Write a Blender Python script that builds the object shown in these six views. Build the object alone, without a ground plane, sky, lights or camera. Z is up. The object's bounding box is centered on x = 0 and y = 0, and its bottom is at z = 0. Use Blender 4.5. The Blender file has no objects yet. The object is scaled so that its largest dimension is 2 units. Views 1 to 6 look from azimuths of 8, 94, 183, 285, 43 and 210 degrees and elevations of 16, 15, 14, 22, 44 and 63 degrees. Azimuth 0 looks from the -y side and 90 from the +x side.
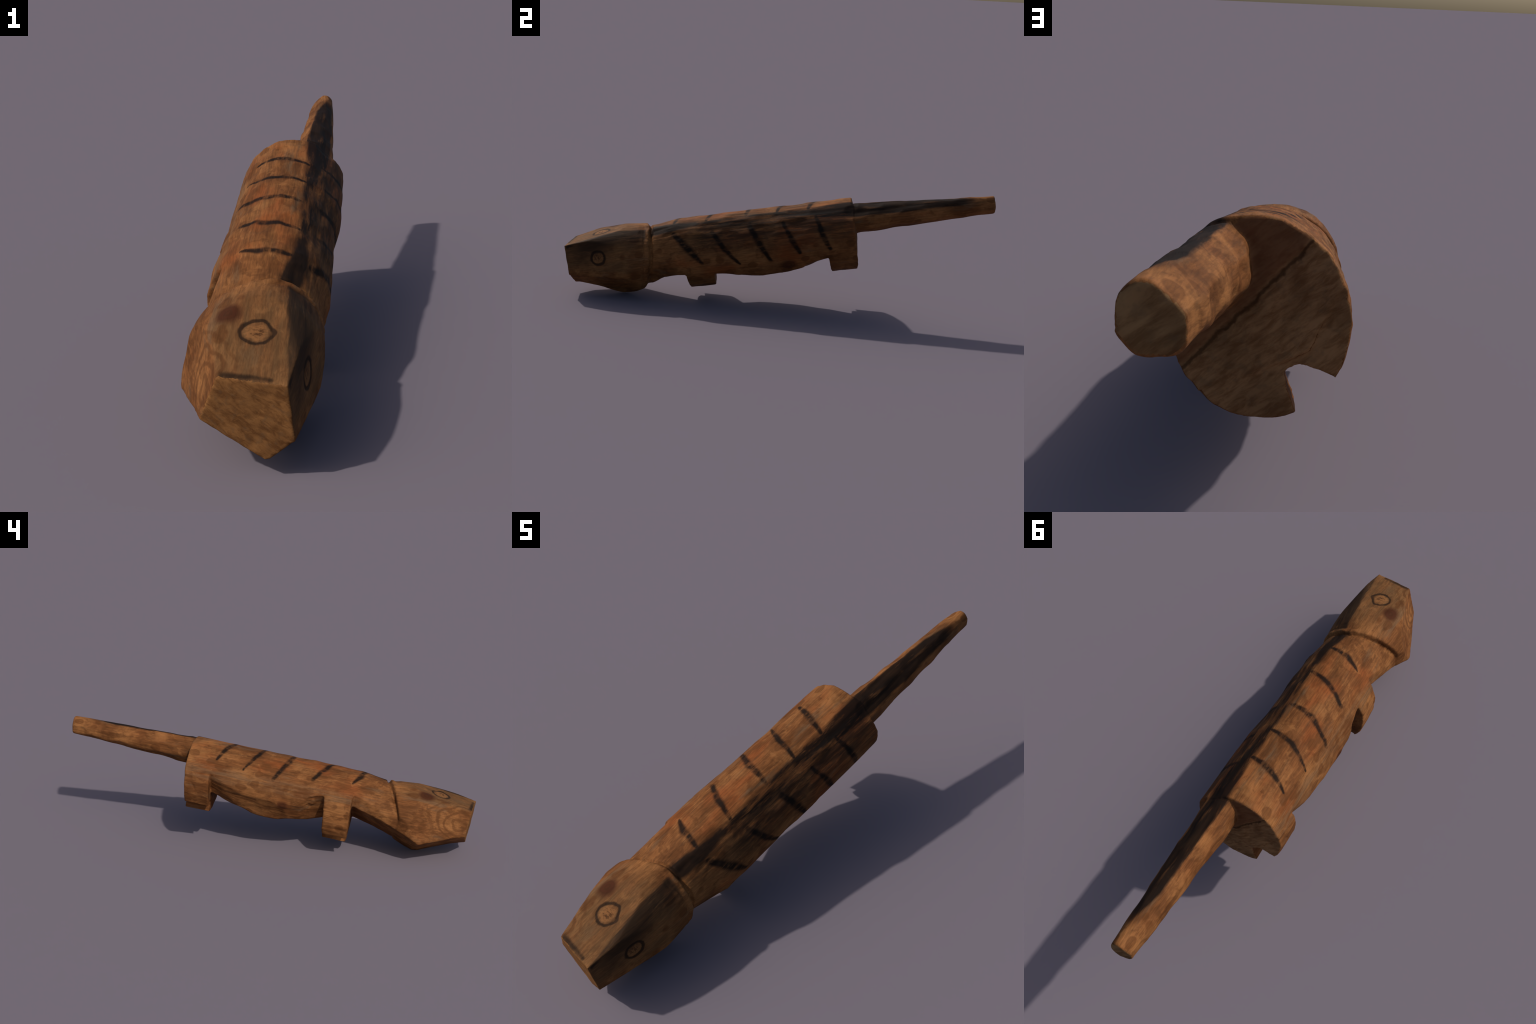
"""Hand-carved wooden animal, cut from one round log: pentagonal head with
pencilled eyes, neck groove, log torso with brush stripes, four stub legs
left standing between belly cuts, and a long tapering tail.

Everything is modelled in the ANIMAL FRAME (x right, y towards the tail, z up
out of the back) and then laid down on its chin, rolled on its side."""
import bpy, bmesh, math
import numpy as np
from mathutils import Matrix, Vector, noise, kdtree

# ------------------------------------------------------------------ pose
ORIGIN = Vector((-0.0050, 0.0013, 0.2921))
TAILWARD = Vector((-0.03, 1.0, 0.18)).normalized()
level_x = TAILWARD.cross(Vector((0, 0, 1))).normalized()
level_z = level_x.cross(TAILWARD)
ROLL = math.radians(37.0)
AX = math.cos(ROLL) * level_x - math.sin(ROLL) * level_z
AZ = math.sin(ROLL) * level_x + math.cos(ROLL) * level_z
POSE = Matrix.Translation(ORIGIN) @ Matrix((AX, TAILWARD, AZ)).transposed().to_4x4()

# ------------------------------------------------------------------ log and carving cuts
def curve(points):
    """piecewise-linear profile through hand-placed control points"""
    xs, ys = zip(*points)
    return lambda v: np.interp(v, xs, ys)

# radius of the log by angle (degrees from the back, + to the animal's right)
TORSO_R = curve([(-180, .165), (-163, .160), (-144, .157), (-125, .154), (-103, .154), (-82, .158),
                 (-65, .161), (-45, .168), (-25, .175), (-12, .178), (10, .174), (30, .169), (50, .1595),
                 (79, .155), (98, .158), (113, .165), (130, .169), (150, .170), (166, .168), (180, .165)])
HEAD_R = curve([(-180, .17), (-138, .190), (-110, .179), (-90, .176), (-60, .171), (-30, .173), (-12, .175),
                (20, .168), (48, .160), (90, .151), (110, .157), (128, .165), (150, .172), (180, .17)])
# how far the neck is pared down right behind the groove
NECK_PARE = curve([(-180, 1.), (-110, 1.), (-90, .98), (-49, .885), (-13, .885), (30, .86), (90, .785),
                   (130, .77), (180, 1.)])
NECK_FADE = curve([(-.60, 1.), (-.575, 1.), (-.51, .58), (-.44, .06), (-.33, 0.)])
# the groove circling the neck: its place along the body by angle
GROOVE_Y = curve([(-180, -.67), (-110, -.665), (-78, -.63), (-52, -.608), (-22, -.583), (0, -.583), (30, -.587),
                  (47, -.592), (102, -.627), (140, -.655), (180, -.67)])
GROOVE_DEPTH = curve([(-180, 0), (-120, 0), (-104, .006), (-75, .021), (-30, .016), (0, .022), (40, .018), (100, .012), (140, .004), (180, 0)])

OFF = .30
# flat cuts: (direction in degrees, {place along the body: distance from the log axis})
CUTS = [
    (176.0, curve([(-1.0, .040), (-.922, .066), (-.807, .114), (-.775, .130), (-.755, .131), (-.74, .16), (-.70, OFF)])),   # chin
    (179.0, curve([(-.80, OFF), (-.775, .150), (-.758, .132), (-.715, .1155), (-.64, .085), (-.537, .052), (-.435, .022), (-.37, .03),
                   (-.31, .07), (-.26, OFF)])),   # throat
    (166.6, curve([(-.46, OFF), (-.40, .085), (-.30, .0805), (-.235, .102), (-.19, .1115), (-.137, .124),
                   (-.08, .135), (-.02, .137), (.04, .128), (.115, .107), (.177, .090), (.245, .070),
                   (.29, .080), (.41, .082)])),                                                            # belly
    (128.5, curve([(-1.0, .081), (-.965, .083), (-.917, .098), (-.856, .121), (-.811, .144), (-.774, .158),
                   (-.738, .1605), (-.70, .1595), (-.66, .150), (-.641, .134), (-.56, .108), (-.476, .103),
                   (-.431, .1066), (-.30, .115), (-.235, .1265), (-.19, .135), (-.137, .143), (-.08, .150),
                   (-.02, .148), (.04, .1444), (.115, .1327), (.177, .113), (.243, .101), (.29, .105), (.41, .105)])),
    (-150., curve([(-.345, OFF), (-.335, .092), (-.30, .092), (-.235, .113), (-.19, .140), (-.137, .145),
                   (-.02, .141), (.04, .136), (.115, .129), (.177, .119), (.245, .099), (.29, .10), (.41, .10)])),
    (-123., curve([(-.79, OFF), (-.76, .192), (-.72, .178), (-.665, .161), (-.652, .1565), (-.594, .147), (-.52, .136), (-.435, .121),
                   (-.36, .120), (-.31, OFF)])),                                                          # neck side
    (-104.5, curve([(-1.0, .1015), (-.85, .136), (-.74, .1625), (-.70, .176), (-.66, OFF)])),                           # cheek
    (-33.6, curve([(-1.0, .1245), (-.831, .151), (-.76, .160), (-.70, .171), (-.65, OFF)])),              # brow
    (48.7, curve([(-1.0, .0995), (-.843, .126), (-.74, .144), (-.65, .158), (-.60, OFF)])),               # other brow
    (98.8, curve([(-1.0, .081), (-.90, .107), (-.811, .128), (-.729, .142), (-.65, .152), (-.60, OFF)])), # other cheek
]
RUMP_Y, SNOUT_Y, TAIL_Y = .380, -.9875, 1.0235


RUMP_LEAN = curve([(-.16, .366), (-.09, .379), (-.03, .384), (.05, .389), (.12, .387), (.17, .381)])


def smooth_min(a, b, k):
    h = np.clip(.5 + .5 * (b - a) / k, 0, 1)
    return b * (1 - h) + a * h - k * h * (1 - h)


def log_radius(deg, y):
    """un-notched log surface"""
    r = TORSO_R(deg) + .011 * np.exp(-((y + .32) / .20) ** 2) * np.exp(-((deg + 112) / 32) ** 2)
    r = r + .011 * np.exp(-((y + .40) / .10) ** 2) * np.exp(-((deg + 160) / 30) ** 2)
    # swelling of the right haunch, and a slightly fuller left flank
    r = r + .018 * np.exp(-((deg - 40) / 25) ** 2) * np.clip((y + .10) / .13, 0, 1)
    return r


def carved_radius(deg, y):
    gy = GROOVE_Y(deg)
    torso = log_radius(deg, y) * (1 - NECK_FADE(y) * (1 - NECK_PARE(deg)))
    step = np.clip((y - gy) / .010 + .3, 0, 1)
    r = HEAD_R(deg) * (1 - .055 * np.clip((y + .72) / .10, 0, 1)) * (1 - step) + torso * step
    for direction, dist in CUTS:
        c = np.cos(np.radians(deg - direction))
        plane = np.where(c > .12, dist(y) / np.maximum(c, .12), 9.)
        r = smooth_min(r, np.minimum(plane, r + .1), .0016)
    # saw groove, and a second thin cut on the head side of it over the back
    r = r - GROOVE_DEPTH(deg) * np.clip(1 - np.abs(y - gy - .003) / .009, 0, 1) ** .8
    second = np.clip((deg + 32) / 12, 0, 1) * np.clip((120 - deg) / 20, 0, 1)
    r = r - .0055 * second * np.clip(1 - np.abs(y - gy + .028) / .006, 0, 1)
    return r


# ------------------------------------------------------------------ raw solids
def solid(name, verts, faces):
    me = bpy.data.meshes.new(name)
    me.from_pydata([tuple(v) for v in verts], [], faces)
    me.update()
    bm = bmesh.new(); bm.from_mesh(me)
    bmesh.ops.recalc_face_normals(bm, faces=bm.faces)
    bm.to_mesh(me); bm.free()
    ob = bpy.data.objects.new(name, me)
    bpy.context.collection.objects.link(ob)
    return ob


def loft(name, rings, flat_ends=True):
    n = len(rings[0]); verts = [p for r in rings for p in r]; faces = []
    for i in range(len(rings) - 1):
        for j in range(n):
            k = (j + 1) % n
            faces.append((i * n + j, i * n + k, (i + 1) * n + k, (i + 1) * n + j))
    for i in (0, len(rings) - 1):
        verts.append(np.mean(rings[i], axis=0)); c = len(verts) - 1
        for j in range(n):
            faces.append((c, i * n + j, i * n + (j + 1) % n))
    return solid(name, verts, faces)


def rump_recess(x, z):
    """a crack runs across the sawn rump under the tail"""
    crack = .030 - .17 * x
    h = z - crack
    inside = np.clip((.165 - np.hypot(x, z)) / .03, 0, 1)
    return -.007 * np.clip(1 - np.abs(h) / .010, 0, 1) * inside


def build_log():
    deg = np.linspace(-180, 180, 288, endpoint=False); rad = np.radians(deg)
    ys = np.concatenate([np.arange(SNOUT_Y, -.70, .006), np.arange(-.70, -.53, .002), np.arange(-.53, RUMP_Y, .006), [RUMP_Y]])
    rings = []
    def ring(y, f=1.0, recess=False):
        r = carved_radius(deg, np.full_like(deg, y)) * f
        x, z = np.sin(rad) * r, np.cos(rad) * r
        slant = np.clip((-.86 - y) / .12, 0, 1)
        yy = y - (.10 * x + .09 * z) * slant + (RUMP_LEAN(z) - .075 * np.abs(x) - RUMP_Y) * np.clip((y - .30) / (RUMP_Y - .30), 0, 1)
        if recess:
            yy = yy + rump_recess(x, z)
        return np.stack([x, yy, z], 1)
    rings += [ring(y) for y in ys]
    rings += [ring(RUMP_Y, f, True) for f in (.97, .93, .88, .8, .7, .6, .5, .4, .3, .2, .1, .04)]
    return loft('log', rings)


def build_leg(side, y_top, y_low, name):
    """a wedge of the log left standing: outer face is the log's own surface,
    inner face is the notch between the two legs"""
    if side < 0:
        arc = np.linspace(-74, -164, 26)
        inner = [(-.037, -.139), (-.026, -.126), (-.013, -.107), (.004, -.098), (.0, .02)]
    else:
        arc = np.linspace(72, 166, 26)
        inner = [(.030, -.122), (.019, -.096), (.0, -.094), (.0, .02)]
    rings = []
    for end in (0, 1):
        r = log_radius(arc, np.full_like(arc, .5 * (y_top[0] + y_top[1])))
        r = r + (.006 if y_top[0] < 0 else .002) * np.clip((np.abs(arc) - 135) / 25, 0, 1)
        pts = [(math.sin(math.radians(a)) * q, math.cos(math.radians(a)) * q) for a, q in zip(arc, r)] + inner
        rings.append(np.array([(x, y_top[end] + (y_low[end] - y_top[end]) * min(max(-z / .16, 0), 1.1), z) for x, z in pts]))
    mid = [(rings[0] * (1 - t) + rings[1] * t) for t in (0, .25, .5, .75, 1)]
    return loft(name, mid)


def spline_ring(points, n=48):
    p = np.array(points); m = len(p); out = []
    for i in range(n):
        t = i / n * m; k = int(t); f = t - k
        a, b, c, d = (p[(k + q - 1) % m] for q in range(4))
        cat = .5 * ((2 * b) + (c - a) * f + (2 * a - 5 * b + 4 * c - d) * f * f + (3 * b - a - 3 * c + d) * f ** 3)
        out.append(.30 * cat + .70 * (b + (c - b) * f))      # between faceted and round
    return np.array(out)


def build_tail():
    root = [(-.047, .160), (-.002, .1745), (.056, .166), (.081, .122), (.062, .073), (.020, .047), (-.026, .060), (-.054, .108)]
    tip = [(-.003, .149), (.016, .163), (.040, .158), (.059, .130), (.055, .098), (.031, .076), (.004, .078), (-.014, .104)]
    a, b = spline_ring(root), spline_ring(tip)
    rings = []
    for t in np.concatenate([[-.12], np.linspace(0, 1, 40)]):
        y = .40 + t * (TAIL_Y - .40)
        w = np.clip(t, 0, 1)
        xz = a * (1 - w) + b * w
        c = xz.mean(0)
        xz = c + (xz - c) * (1 + .012 * math.sin(w * 21.) * (1 - w))
        yy = np.full(len(xz), y) + (w > .95) * (xz[:, 1] - c[1]) * .10
        rings.append(np.stack([xz[:, 0], yy, xz[:, 1]], 1))
    last = rings[-1].copy(); c = last.mean(0)
    rings[-1] = last - np.array([0, .004, 0])
    cap = c + (last - c) * .94; cap[:, 1] = last[:, 1]
    rings.append(cap)
    return loft('tail', rings)


def hash_noise(p, sx, sy, sz, seed=0.):
    return noise.noise(Vector((p[0] * sx + seed, p[1] * sy + seed * 1.7, p[2] * sz - seed)))


def knife_planes(co, no):
    """shallow flat strokes of the knife: each seed is one stroke, the surface is
    raised to (or shaved down to) the nearest of the stroke planes around it"""
    rng = np.random.default_rng(11)
    order = rng.permutation(len(co))
    grid, seeds = {}, []
    for i in order:
        if abs(no[i][1]) > .45: continue
        p = co[i]; tail = p[1] > .40
        gap = .030 if tail else .050
        q = np.array((p[0], p[1] * (.22 if tail else .38), p[2]))
        key = tuple((q // .05).astype(int)); near = False
        for a in (-1, 0, 1):
            for b in (-1, 0, 1):
                for c in (-1, 0, 1):
                    for t in grid.get((key[0] + a, key[1] + b, key[2] + c), ()):
                        if np.sum((t - q) ** 2) < gap * gap: near = True
        if near: continue
        grid.setdefault(key, []).append(q); seeds.append(i)
    tree = kdtree.KDTree(len(seeds))
    sp, sn = co[seeds].copy(), no[seeds].copy()
    sn += rng.normal(0, .016, sn.shape); sn /= np.linalg.norm(sn, axis=1)[:, None]
    sp += no[seeds] * rng.normal(0, .0008, (len(seeds), 1))
    for k, p in enumerate(sp): tree.insert(p, k)
    tree.balance()
    out = np.zeros(len(co))
    for i in range(len(co)):
        best = .0045; n_ = no[i]; p = co[i]
        if abs(n_[1]) > .6: continue
        for _, k, dist in tree.find_range(p, .085):
            c = float(n_ @ sn[k])
            if c > .80:
                t = float((sp[k] - p) @ sn[k]) / c + .016 * (dist / .085) ** 3
                if t < best and t > -.007: best = t
        out[i] = max(best, -.0030)
    out -= np.mean(out[out != 0])
    out *= np.interp(co[:, 1], (-.66, -.58), (.12, 1.))       # the head is cut in big planes
    return .75 * out * np.clip((.95 - np.abs(no[:, 1])) / .3, 0, 1)


def carve():
    pieces = [build_log(), build_tail(),
              build_leg(-1, (-.434, -.302), (-.439, -.320), 'front_left'),
              build_leg(+1, (-.436, -.302), (-.434, -.319), 'front_right'),
              build_leg(-1, (.257, .3745), (.238, .3590), 'hind_left'),
              build_leg(+1, (.243, .3765), (.247, .3670), 'hind_right')]
    ctx = bpy.context
    for o in ctx.view_layer.objects: o.select_set(False)
    for o in pieces: o.select_set(True)
    ctx.view_layer.objects.active = pieces[0]
    bpy.ops.object.join()
    ob = pieces[0]
    m = ob.modifiers.new('remesh', 'REMESH'); m.mode = 'VOXEL'; m.voxel_size = .0042; m.adaptivity = 0
    s = ob.modifiers.new('soften', 'SMOOTH'); s.factor = .5; s.iterations = 2
    dg = ctx.evaluated_depsgraph_get()
    me = bpy.data.meshes.new_from_object(ob.evaluated_get(dg))
    bpy.data.objects.remove(ob)
    # knife facets and weathered grain, pushed along the normals
    n = len(me.vertices)
    co = np.empty(n * 3); me.vertices.foreach_get('co', co); co = co.reshape(-1, 3)
    no = np.array([v.normal for v in me.vertices])
    d = knife_planes(co, no)
    ed = np.empty(len(me.edges) * 2, dtype=np.int64); me.edges.foreach_get('vertices', ed); ed = ed.reshape(-1, 2)
    deg = np.bincount(ed.ravel(), minlength=n)
    for _ in range(3):                                # no knife stroke ends in a step
        acc = np.bincount(ed[:, 0], d[ed[:, 1]], n) + np.bincount(ed[:, 1], d[ed[:, 0]], n)
        d = .4 * d + .6 * acc / np.maximum(deg, 1)
    for i in range(n):
        p = co[i]
        tail = 1.0 if p[1] > .40 else 0.0
        head = 1.0 if p[1] < -.64 else 0.0
        broad = hash_noise(p, 13, 5, 13, 3.1)
        chip = hash_noise(p, 30, 9, 30, 9.7)
        grain = hash_noise(p, 70, 5, 70, 21.)
        end = abs(no[i][1]) > .8
        for e, rr in zip(EYES, (.037, .032)):      # the eyes are scratched in
            if abs(p[1] - e[1]) < .06:
                q = math.dist(p, e) + .010 * hash_noise(p, 26, 26, 26, 4.)
                d[i] -= .0016 * math.exp(-((q - rr) / .0035) ** 2)
                d[i] += .0016 * hash_noise(p, 110, 130, 110, 8.) * max(0, 1 - q / .022)
        d[i] += (.0018 - .0008 * head) * broad + (.0018 + .0014 * tail - .0008 * head) * chip + (.0015 - .0008 * head if not end else .0004) * grain
    co = co + no * d[:, None]
    me.vertices.foreach_set('co', co.ravel()); me.update()
    return me


# ------------------------------------------------------------------ materials
def srgb(r, g, b):
    f = lambda c: (c / 255 / 12.92) if c / 255 <= .04045 else ((c / 255 + .055) / 1.055) ** 2.4
    return (f(r), f(g), f(b), 1)


class Nodes:
    def __init__(self, mat):
        self.t = mat.node_tree; self.t.nodes.clear()
    def new(self, kind, **kw):
        n = self.t.nodes.new(kind)
        for k, v in kw.items(): setattr(n, k, v)
        return n
    def put(self, sock, v):
        if isinstance(v, bpy.types.NodeSocket): self.t.links.new(v, sock)
        elif v is not None: sock.default_value = v
    def math(self, op, a, b=None, c=None, clamp=False):
        n = self.new('ShaderNodeMath', operation=op, use_clamp=clamp)
        for s, v in zip(n.inputs, (a, b, c)): self.put(s, v)
        return n.outputs[0]
    def vec(self, op, a, b=None, out=0):
        n = self.new('ShaderNodeVectorMath', operation=op)
        self.put(n.inputs[0], a)
        if op == 'SCALE': self.put(n.inputs['Scale'], b)
        elif b is not None: self.put(n.inputs[1], b)
        return n.outputs[out]
    def ramp(self, v, lo, hi, a=0., b=1., smooth=True):
        n = self.new('ShaderNodeMapRange', interpolation_type='SMOOTHSTEP' if smooth else 'LINEAR', clamp=True)
        self.put(n.inputs[0], v)
        for s, x in zip(n.inputs[1:5], (lo, hi, a, b)): self.put(s, x)
        return n.outputs[0]
    def noise(self, v, scale, detail=4., rough=.55, color=False, dist=0.):
        n = self.new('ShaderNodeTexNoise'); self.put(n.inputs['Vector'], v)
        n.inputs['Scale'].default_value = scale; n.inputs['Detail'].default_value = detail
        n.inputs['Roughness'].default_value = rough; n.inputs['Distortion'].default_value = dist
        return n.outputs['Color' if color else 0]
    def mix(self, f, a, b, kind='MIX'):
        n = self.new('ShaderNodeMix', data_type='RGBA', blend_type=kind)
        self.put(n.inputs[0], f); self.put(n.inputs[6], a); self.put(n.inputs[7], b)
        return n.outputs[2]
    def stretch(self, v, s, off=(0, 0, 0)):
        n = self.new('ShaderNodeMapping'); self.put(n.inputs[0], v)
        n.inputs['Scale'].default_value = s; n.inputs['Location'].default_value = off
        return n.outputs[0]
    def profile(self, v, pts, lo, hi):
        """piecewise-linear scalar profile of v (in lo..hi), values stored /10+.5"""
        n = self.new('ShaderNodeValToRGB')
        self.put(n.inputs[0], self.ramp(v, lo, hi, smooth=False))
        el = n.color_ramp.elements
        while len(el) < len(pts): el.new(.5)
        for e, (x, y) in zip(el, pts):
            e.position = (x - lo) / (hi - lo); g = y * 4 + .5; e.color = (g, g, g, 1)
        return self.math('DIVIDE', self.math('SUBTRACT', n.outputs[0], .5), 4.)


def stroke_group():
    """distance of a point from a segment, as a soft brush mark"""
    g = bpy.data.node_groups.new('brush_stroke', 'ShaderNodeTree')
    for nm, tp in (('P', 'NodeSocketVector'), ('A', 'NodeSocketVector'), ('B', 'NodeSocketVector'), ('Wa', 'NodeSocketFloat'), ('Wb', 'NodeSocketFloat')):
        g.interface.new_socket(nm, in_out='INPUT', socket_type=tp)
    g.interface.new_socket('Mask', in_out='OUTPUT', socket_type='NodeSocketFloat')
    class H: node_tree = g
    N = Nodes(H)
    i = N.new('NodeGroupInput'); o = N.new('NodeGroupOutput')
    pa = N.vec('SUBTRACT', i.outputs['P'], i.outputs['A']); ba = N.vec('SUBTRACT', i.outputs['B'], i.outputs['A'])
    h = N.math('DIVIDE', N.vec('DOT_PRODUCT', pa, ba, out=1), N.vec('DOT_PRODUCT', ba, ba, out=1), clamp=True)
    d = N.vec('LENGTH', N.vec('SUBTRACT', pa, N.vec('SCALE', ba, h)), out=1)
    w = N.math('ADD', N.math('MULTIPLY', i.outputs['Wa'], N.math('SUBTRACT', 1., h)), N.math('MULTIPLY', i.outputs['Wb'], h))
    m = N.ramp(N.math('DIVIDE', d, w), 1.35, .35)
    N.put(o.inputs[0], m)
    return g


ARC = .165
def unroll(deg, y): return (math.radians(deg) * ARC, y, 0.)

STRIPES = [  # three points (degrees from the back, place along the body), half widths at each
    [(-12, .172), (-38, .198), (-70, .236), .0055, .0085, .004],
    [(-12, .025), (-42, .048), (-79, .097), .0045, .0075, .003],
    [(-12, -.123), (-46, -.102), (-86, -.050), .0050, .0085, .005],
    [(-10, -.312), (-38, -.284), (-71, -.233), .0045, .0080, .0055],
    [(-13, -.468), (-41, -.450), (-62, -.420), .0050, .0080, .0035],
    [(7, -.467), (36, -.402), (62, -.348), .0100, .0170, .008],
    [(12, -.284), (42, -.233), (71, -.174), .0090, .0115, .006],
    [(9, -.107), (42, -.064), (70, -.027), .0110, .0135, .008],
    [(11, .050), (41, .087), (61, .113), .0070, .0115, .0085],
    [(6, .204), (37, .228), (60, .254), .0080, .0115, .008],
]
EYES = [(-.0800, -.831, .1270), (.067, -.843, .113)]


def wood_material(group):
    mat = bpy.data.materials.new('painted_carved_wood'); mat.use_nodes = True
    N = Nodes(mat)
    tc = N.new('ShaderNodeTexCoord'); P = tc.outputs['Object']
    sep = N.new('ShaderNodeSeparateXYZ'); N.put(sep.inputs[0], P)
    X, Y, Z = sep.outputs
    # ---- wood
    fibre = N.noise(N.stretch(P, (40, 2.6, 40)), 1.0, 7, .66, dist=.5)
    fine = N.noise(N.stretch(P, (190, 14, 190)), 1.0, 4, .6)
    cloud = N.noise(P, 6.5, 5, .6)
    patch = N.noise(N.stretch(P, (9, 5, 9), (4, 2, 7)), 1.0, 3, .5)
    col = N.mix(N.ramp(fibre, .30, .68), WOOD_DARK, WOOD_MID)
    col = N.mix(N.ramp(cloud, .42, .66, 0, .75), col, WOOD_LIGHT)
    mottle = N.noise(N.stretch(P, (26, 15, 26), (2, 8, 5)), 1.0, 4, .6, dist=.6)
    col = N.mix(N.ramp(mottle, .52, .64, 0, .55), col, WOOD_DARK)
    col = N.mix(N.ramp(mottle, .42, .32, 0, .45), col, WOOD_LIGHT)
    torso = N.math('MULTIPLY', N.ramp(Y, -.56, -.42), N.ramp(Y, .40, .36))
    rust = N.math('MULTIPLY', N.ramp(patch, .46, .66, 0, .62), N.ramp(Z, -.06, .05, .15, 1.))
    col = N.mix(N.math('MULTIPLY', rust, N.math('ADD', N.math('MULTIPLY', torso, .85), .15)), col, WOOD_RUST)
    weather = N.noise(N.stretch(P, (22, 3.5, 22), (1, 9, 3)), 1.0, 5, .65)
    col = N.mix(N.ramp(weather, .54, .72, 0, .7), col, WOOD_GREY)
    flank = N.math('MULTIPLY', N.ramp(N.math('ABSOLUTE', N.math('ADD', Z, .02)), .05, .015), N.math('MULTIPLY', N.ramp(X, -.10, -.14), torso))
    col = N.mix(N.math('MULTIPLY', flank, N.ramp(fibre, .42, .60, 0, .6)), col, WOOD_GREY)
    # the brow facets are weathered dull, the cheeks stay fresh
    brow = N.math('MULTIPLY', N.ramp(N.math('ADD', Z, N.math('MULTIPLY', cloud, .02)), .068, .082), N.ramp(Y, -.60, -.72))
    col = N.mix(N.math('MULTIPLY', brow, N.ramp(fibre, .25, .65, .75, .35)), col, WOOD_DULL)
    # small dull blots
    vor = N.new('ShaderNodeTexVoronoi'); N.put(vor.inputs['Vector'], N.vec('ADD', N.stretch(P, (17, 12, 17)), N.vec('SCALE', N.noise(P, 14, 2, .5, color=True), .5)))
    vor.inputs['Scale'].default_value = 1.0; vor.inputs['Randomness'].default_value = 1.0
    pick = N.new('ShaderNodeSeparateColor'); N.put(pick.inputs[0], vor.outputs['Color'])
    blot = N.math('MULTIPLY', N.ramp(vor.outputs['Distance'], .36, .26), N.ramp(pick.outputs[0], .52, .58, 0, .62))
    col = N.mix(blot, col, WOOD_BLOT)
    col = N.mix(N.ramp(fine, .38, .60, .32, 0.), col, WOOD_DEEP)
    # growth rings showing on the flat cheek
    cheek = N.vec('MULTIPLY', N.vec('SUBTRACT', P, (-.13, -.945, -.005)), (1., .72, 1.15))
    ringd = N.math('ADD', N.vec('LENGTH', cheek, out=1), N.math('MULTIPLY', N.noise(P, 11, 2, .5), .06))
    rings = N.math('SINE', N.math('MULTIPLY', ringd, 230.))
    near = N.math('MULTIPLY', N.ramp(ringd, .19, .12), N.ramp(X, -.085, -.10))
    col = N.mix(N.math('MULTIPLY', N.ramp(rings, -.2, 1., 0, .62), near), col, WOOD_DARK)
    # knots
    wob = N.vec('SCALE', N.vec('SUBTRACT', N.noise(P, 30, 3, .6, color=True), (.5, .5, .5)), .012)
    PW = N.vec('ADD', P, wob)
    for c, rad, k in (((-.136, -.765, .086), .042, .92), ((-.128, -.117, -.100), .030, .85), ((.150, .053, .012), .040, .75)):
        d = N.vec('LENGTH', N.vec('MULTIPLY', N.vec('SUBTRACT', PW, c), (1, .8, 1)), out=1)
        ringk = N.math('SINE', N.math('MULTIPLY', d, 620.))
        col = N.mix(N.ramp(d, rad, rad * .45, 0, k), col, KNOT)
        col = N.mix(N.math('MULTIPLY', N.ramp(d, rad * .75, rad * .4), N.ramp(ringk, 0., 1., 0, .5)), col, WOOD_DEEP)
    # ---- pigment
    wob2 = N.vec('SCALE', N.vec('SUBTRACT', N.noise(N.stretch(P, (40, 18, 40)), 1., 3, .6, color=True), (.5, .5, .5)), .011)
    PD = N.vec('ADD', P, wob2)
    ang = N.math('ARCTAN2', X, Z)
    cu = N.new('ShaderNodeCombineXYZ'); N.put(cu.inputs[0], N.math('MULTIPLY', ang, ARC)); N.put(cu.inputs[1], Y)
    U = N.vec('ADD', cu.outputs[0], N.vec('MULTIPLY', wob2, (1, 1, 0)))
    ink = None
    def add(m):
        nonlocal ink
        ink = m if ink is None else N.math('MAXIMUM', ink, m)
    def stroke(P_, a, b, wa, wb):
        n = N.new('ShaderNodeGroup', node_tree=group)
        N.put(n.inputs['P'], P_); n.inputs['A'].default_value = a; n.inputs['B'].default_value = b
        n.inputs['Wa'].default_value = wa; n.inputs['Wb'].default_value = wb
        return n.outputs[0]
    dry = N.ramp(N.noise(N.stretch(P, (45, 14, 45), (3, 3, 3)), 1., 4, .65),   .32, .55, .38, 1.)
    for a, b, c, wa, wb, wc in STRIPES:
        k = 1.85 if a[0] < 0 else 1.3
        add(stroke(U, unroll(*a), unroll(*b), wa * k, wb * k)); add(stroke(U, unroll(*b), unroll(*c), wb * k, wc * k))
    ink = N.math('MULTIPLY', ink, dry)
    # charred band along the back and the top of the tail, ragged with the fibres
    rag = N.math('SUBTRACT', N.noise(N.stretch(P, (60, 6, 60), (8, 1, 2)), 1., 5, .65), .5)
    left = N.profile(Y, [(-.59, -.062), (-.56, -.058), (-.45, -.042), (-.30, -.036), (-.10, -.042), (.38, -.049), (.57, -.040), (.81, -.022), (.90, -.006), (1.0, .03)], -.6, 1.03)
    right = N.profile(Y, [(-.59, .004), (-.48, .010), (-.38, -.006), (-.22, .012), (.10, .024), (.38, .045), (.56, .040), (.84, .034), (.93, .034), (1.0, .028)], -.6, 1.03)
    XR = N.math('ADD', X, N.math('MULTIPLY', rag, .022))
    band = N.math('MULTIPLY', N.ramp(N.math('SUBTRACT', XR, left), -.007, .009), N.ramp(N.math('SUBTRACT', right, XR), -.010, .010))
    solidity = N.profile(Y, [(-.59, .07), (-.42, .07), (-.34, -.03), (-.15, -.03), (.18, -.015), (.36, .07), (.85, .08), (.96, -.03)], -.6, 1.03)
    streak = N.noise(N.stretch(P, (42, 5, 42), (5, 5, 1)), 1., 5, .7)
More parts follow.
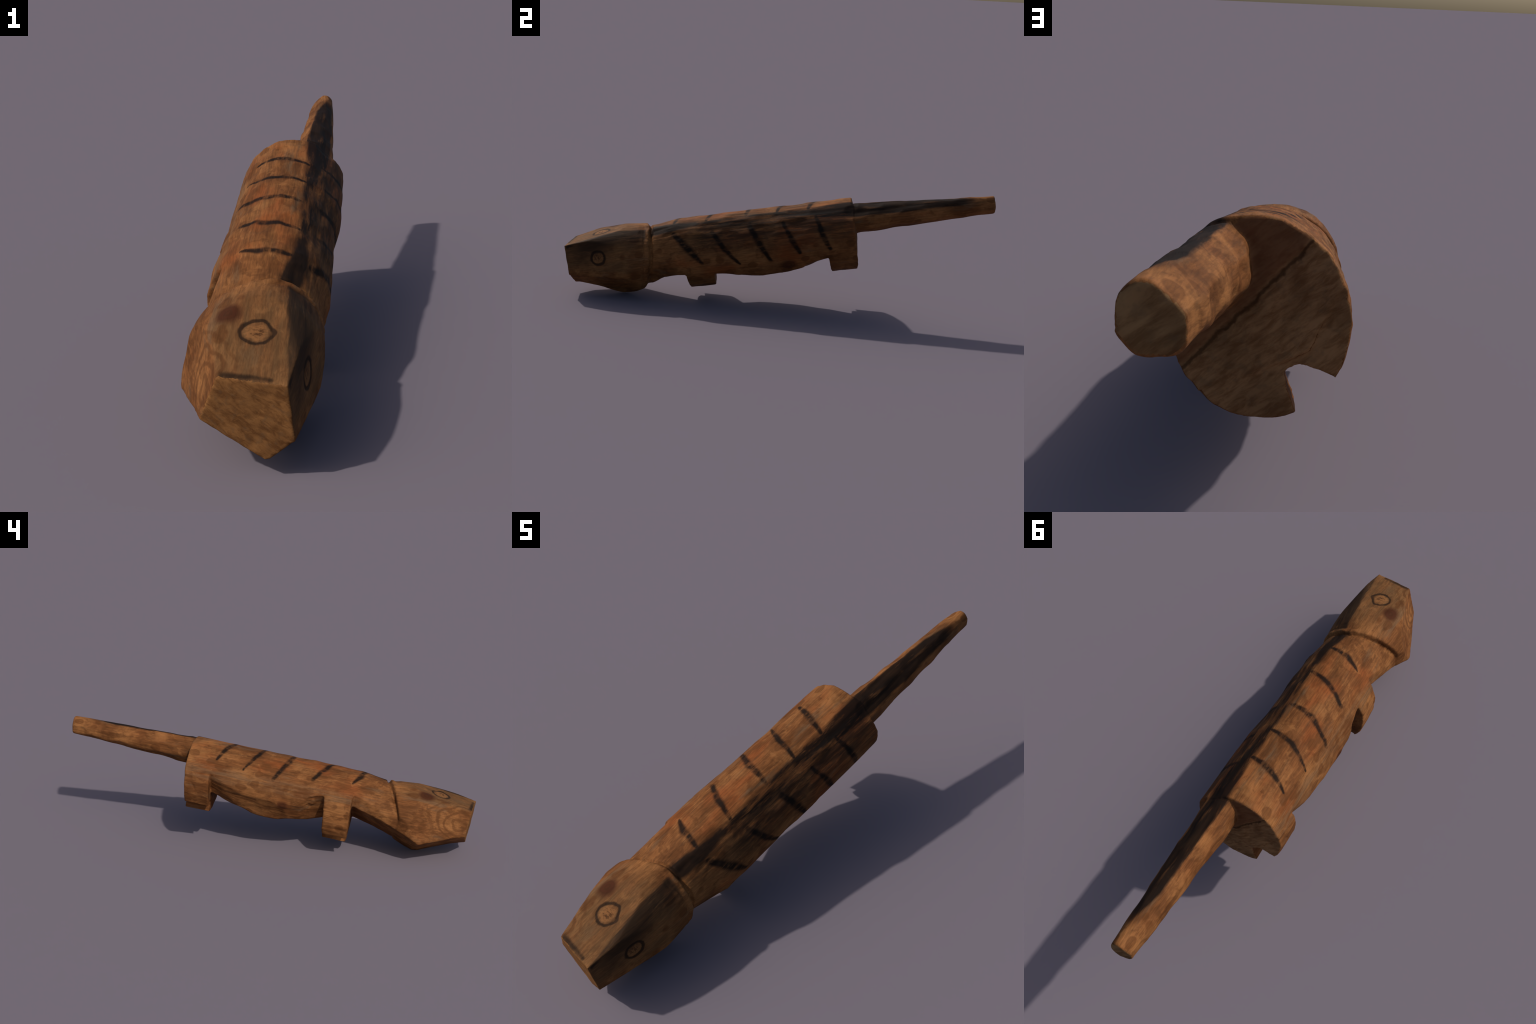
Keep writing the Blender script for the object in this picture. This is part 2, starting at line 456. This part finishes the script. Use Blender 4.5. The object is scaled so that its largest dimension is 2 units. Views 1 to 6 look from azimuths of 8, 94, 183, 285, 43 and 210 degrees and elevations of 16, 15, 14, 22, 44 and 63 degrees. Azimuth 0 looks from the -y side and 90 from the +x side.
    band = N.math('MULTIPLY', band, N.ramp(N.math('ADD', streak, N.math('MULTIPLY', solidity, 2.2)), .36, .56, .28, 1.))
    band = N.math('MULTIPLY', band, N.math('MULTIPLY', N.ramp(N.math('ADD', Z, N.math('MULTIPLY', rag, .02)), .108, .126), N.ramp(Y, -.592, -.575)))
    band = N.math('MULTIPLY', band, N.ramp(Y, .405, .385))
    # top facet of the tail, black from corner to corner and worn off at the tip
    phi = N.math('ARCTAN2', N.math('SUBTRACT', X, .016), N.math('SUBTRACT', Z, .116))
    phi = N.math('ADD', phi, N.math('MULTIPLY', rag, .45))
    lo = N.math('ADD', N.ramp(Y, .40, .80, -.97, -.74, smooth=False), N.ramp(Y, .80, .96, 0., .62, smooth=False))
    top = N.math('MULTIPLY', N.ramp(N.math('SUBTRACT', phi, lo), -.12, .12), N.ramp(phi, .66, .40))
    top = N.math('MULTIPLY', top, N.math('MULTIPLY', N.ramp(Y, .372, .39), N.ramp(Y, 1.0, .88, .0, 1.)))
    top = N.math('MULTIPLY', top, N.math('MULTIPLY', N.ramp(streak, .28, .46, .6, 1.), N.ramp(Z, .09, .11)))
    band = N.math('MAXIMUM', band, top)
    ink = N.math('MAXIMUM', ink, band)
    # black smears along the right flank's fibres, also painting in some of its shade
    smear_shade = N.math('MULTIPLY', N.ramp(N.math('SUBTRACT', XR, left), .02, .05), N.ramp(ang, 1.15, .35))
    smear_shade = N.math('MULTIPLY', smear_shade, N.math('MULTIPLY', N.ramp(Y, -.56, -.30), N.ramp(Y, .385, .36)))
    smear_shade = N.math('MULTIPLY', smear_shade, N.ramp(N.math('ADD', streak, N.math('MULTIPLY', cloud, .35)), .52, .76, .15, .95))
    # dark streaky smear right of the head's ridge
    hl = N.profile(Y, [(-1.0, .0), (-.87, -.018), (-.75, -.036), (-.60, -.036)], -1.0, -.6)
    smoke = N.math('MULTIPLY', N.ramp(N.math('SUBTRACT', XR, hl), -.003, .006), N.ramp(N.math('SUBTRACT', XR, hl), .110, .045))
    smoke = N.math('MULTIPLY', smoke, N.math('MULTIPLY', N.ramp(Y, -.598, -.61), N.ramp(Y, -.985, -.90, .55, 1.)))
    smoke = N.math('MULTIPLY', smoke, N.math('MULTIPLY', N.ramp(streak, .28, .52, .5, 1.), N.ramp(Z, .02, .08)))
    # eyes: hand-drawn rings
    eyes = None
    for e, rr, rw in zip(EYES, (.0370, .0320), (.0074, .0088)):
        dv = N.vec('SUBTRACT', PD, e)
        d = N.vec('LENGTH', N.vec('MULTIPLY', dv, (1., .9, 1.)), out=1)
        d = N.math('ADD', d, N.math('MULTIPLY', N.math('SUBTRACT', N.noise(P, 26, 1, .4), .5), .017))
        ring = N.ramp(N.math('ABSOLUTE', N.math('SUBTRACT', d, rr)), rw, rw * .3, 0, .85)
        eyes = ring if eyes is None else N.math('MAXIMUM', eyes, ring)
        scr = N.noise(N.stretch(P, (60, 110, 60)), 1., 3, .6)
        col = N.mix(N.math('MULTIPLY', N.ramp(d, .031, .024, 0, .45), N.ramp(scr, .35, .65)), col, WOOD_LIGHT)
        col = N.mix(N.math('MULTIPLY', N.ramp(d, .020, .012, 0, .6), N.ramp(scr, .52, .42)), col, WOOD_DEEP)
    ink = N.math('MAXIMUM', ink, eyes)
    # mouth-edge line, brow-edge line
    lines = [((-.112, -.974, .074), (-.030, -.984, .129), .0120, .0080),
             ((.006, -.985, .148), (-.002, -.925, .158), .0085, .0050)]
    for a, b, wa, wb in lines:
        ink = N.math('MAXIMUM', ink, N.math('MULTIPLY', stroke(PD, a, b, wa, wb), .85))
    col = N.mix(N.math('MULTIPLY', N.math('MAXIMUM', smoke, smear_shade), .85), col, SMOKE)
    col = N.mix(N.math('MULTIPLY', ink, .93), col, CHAR)
    finish(N, col, fibre, fine, .62)
    return mat


def end_grain_material(name, light, dark, streaky, crack=False):
    mat = bpy.data.materials.new(name); mat.use_nodes = True
    N = Nodes(mat)
    P = N.new('ShaderNodeTexCoord').outputs['Object']
    saw = N.noise(N.stretch(P, streaky), 1., 5, .65, dist=.4)
    spot = N.noise(P, 60, 4, .6)
    c = N.mix(N.ramp(saw, .32, .66), dark, light)
    c = N.mix(N.ramp(spot, .50, .70, 0, .4), c, WOOD_GREY)
    c = N.mix(N.ramp(N.noise(P, 9, 3, .5), .40, .62, .28, 0.), c, WOOD_DEEP)
    if crack:   # reddish split wood above the crack, dark line in it
        sp = N.new('ShaderNodeSeparateXYZ'); N.put(sp.inputs[0], P)
        h = N.math('ADD', N.math('SUBTRACT', sp.outputs[2], .030), N.math('MULTIPLY', sp.outputs[0], .17))
        h = N.math('ADD', h, N.math('MULTIPLY', N.math('SUBTRACT', N.noise(P, 30, 3, .6), .5), .022))
        c = N.mix(N.ramp(h, .0, .012, 0, .6), c, srgb(92, 54, 34))
        c = N.mix(N.ramp(N.math('ABSOLUTE', h), .006, .001, 0, .8), c, WOOD_DEEP)
    finish(N, c, saw, spot, .75)
    return mat


def finish(N, col, a, b, rough):
    bsdf = N.new('ShaderNodeBsdfPrincipled'); out = N.new('ShaderNodeOutputMaterial')
    N.put(bsdf.inputs['Base Color'], col)
    bsdf.inputs['Roughness'].default_value = rough
    bsdf.inputs['Specular IOR Level'].default_value = .03
    h = N.math('ADD', N.math('MULTIPLY', a, .6), N.math('MULTIPLY', b, .4))
    bp = N.new('ShaderNodeBump'); bp.inputs['Strength'].default_value = .45; bp.inputs['Distance'].default_value = .004
    N.put(bp.inputs['Height'], h); N.put(bsdf.inputs['Normal'], bp.outputs[0])
    N.put(out.inputs[0], bsdf.outputs[0])


WOOD_LIGHT = srgb(148, 100, 59)
WOOD_MID = srgb(120, 76, 43)
WOOD_DARK = srgb(84, 52, 29)
WOOD_DEEP = srgb(58, 36, 21)
WOOD_RUST = srgb(136, 74, 38)
WOOD_GREY = srgb(100, 78, 57)
WOOD_DULL = srgb(102, 75, 48)
WOOD_BLOT = srgb(88, 53, 28)
KNOT = srgb(66, 35, 22)
CHAR = srgb(22, 19, 17)
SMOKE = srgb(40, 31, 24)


# ------------------------------------------------------------------ split into named parts
def region_of(c, nrm):
    x, y, z = c
    deg = math.degrees(math.atan2(x, z)); r = math.hypot(x, z)
    for e in EYES:
        if (Vector(c) - Vector(e)).length < .041: return 'eye' + str(EYES.index(e))
    if y > .381 and z > .03: return 'tail'
    if y < GROOVE_Y(deg) + .004: return 'head'
    for k, (y0, y1) in enumerate(((-.448, -.297), (.232, .40))):
        if y0 < y < y1 and z < -.035 and abs(deg) > 100:
            if k == 1 and nrm[1] > .8 and z > -.09: continue
            inside_cut = abs(nrm[1]) < .6 and r < .135 and z > -.094
            if not inside_cut:
                return 'leg%d%s' % (k, 'l' if x < .003 else 'r')
    return 'neck' if y < -.445 else 'torso'


def main():
    me = carve()
    group = stroke_group()
    mats = [wood_material(group),
            end_grain_material('sawn_rump_wood', srgb(146, 107, 72), srgb(112, 76, 47), (26, 26, 90), True),
            end_grain_material('sawn_snout_wood', srgb(140, 97, 57), srgb(104, 68, 38), (34, 30, 80)),
            end_grain_material('sawn_tail_tip_wood', srgb(140, 105, 70), srgb(106, 75, 47), (20, 20, 80))]
    for m in mats: me.materials.append(m)
    n = len(me.vertices)
    normals = [tuple(v.normal) for v in me.vertices]
    cos = [tuple(v.co) for v in me.vertices]
    groups = {}
    for p in me.polygons:
        c = tuple(p.center); nr = tuple(p.normal)
        slot = 0
        if nr[1] > (.45 if math.hypot(c[0], c[2]) < .145 else .8) and .33 < c[1] < .40 and not (c[2] > .155): slot = 1
        elif nr[1] < -.75 and c[1] < -.955: slot = 2
        elif nr[1] > .75 and c[1] > 1.0: slot = 3
        groups.setdefault(region_of(c, nr), []).append((tuple(p.vertices), slot))
    names = {'leg0l': 'leg', 'leg0r': 'leg', 'leg1l': 'leg', 'leg1r': 'leg', 'eye0': 'eye', 'eye1': 'eye'}
    root = bpy.data.objects.new('carved_wooden_animal', None)
    bpy.context.collection.objects.link(root)
    root.location = (.038, -.722, 0)
    root['label'] = 'hand-carved wooden striped animal with stub legs and long tail'
    root['category'] = 'wooden figurine'
    made = {}
    for key in ('torso', 'head', 'neck', 'tail', 'leg0l', 'leg0r', 'leg1l', 'leg1r', 'eye0', 'eye1'):
        faces = groups.get(key, [])
        if not faces: continue
        used = sorted({i for f, _ in faces for i in f}); idx = {v: k for k, v in enumerate(used)}
        nm = names.get(key, key)
        m = bpy.data.meshes.new(nm)
        m.from_pydata([cos[i] for i in used], [], [tuple(idx[i] for i in f) for f, _ in faces])
        for mt in mats: m.materials.append(mt)
        m.polygons.foreach_set('material_index', [s for _, s in faces])
        m.polygons.foreach_set('use_smooth', [True] * len(faces))
        m.update()
        m.normals_split_custom_set_from_vertices([normals[i] for i in used])
        ob = bpy.data.objects.new(nm, m)
        bpy.context.collection.objects.link(ob)
        ob.parent = made['head'] if key.startswith('eye') else root
        ob.matrix_parent_inverse = Matrix.Identity(4)
        ob.matrix_basis = Matrix.Identity(4) if key.startswith('eye') else Matrix.Translation(-root.location) @ POSE
        made[key] = ob
    bpy.data.meshes.remove(me)


main()
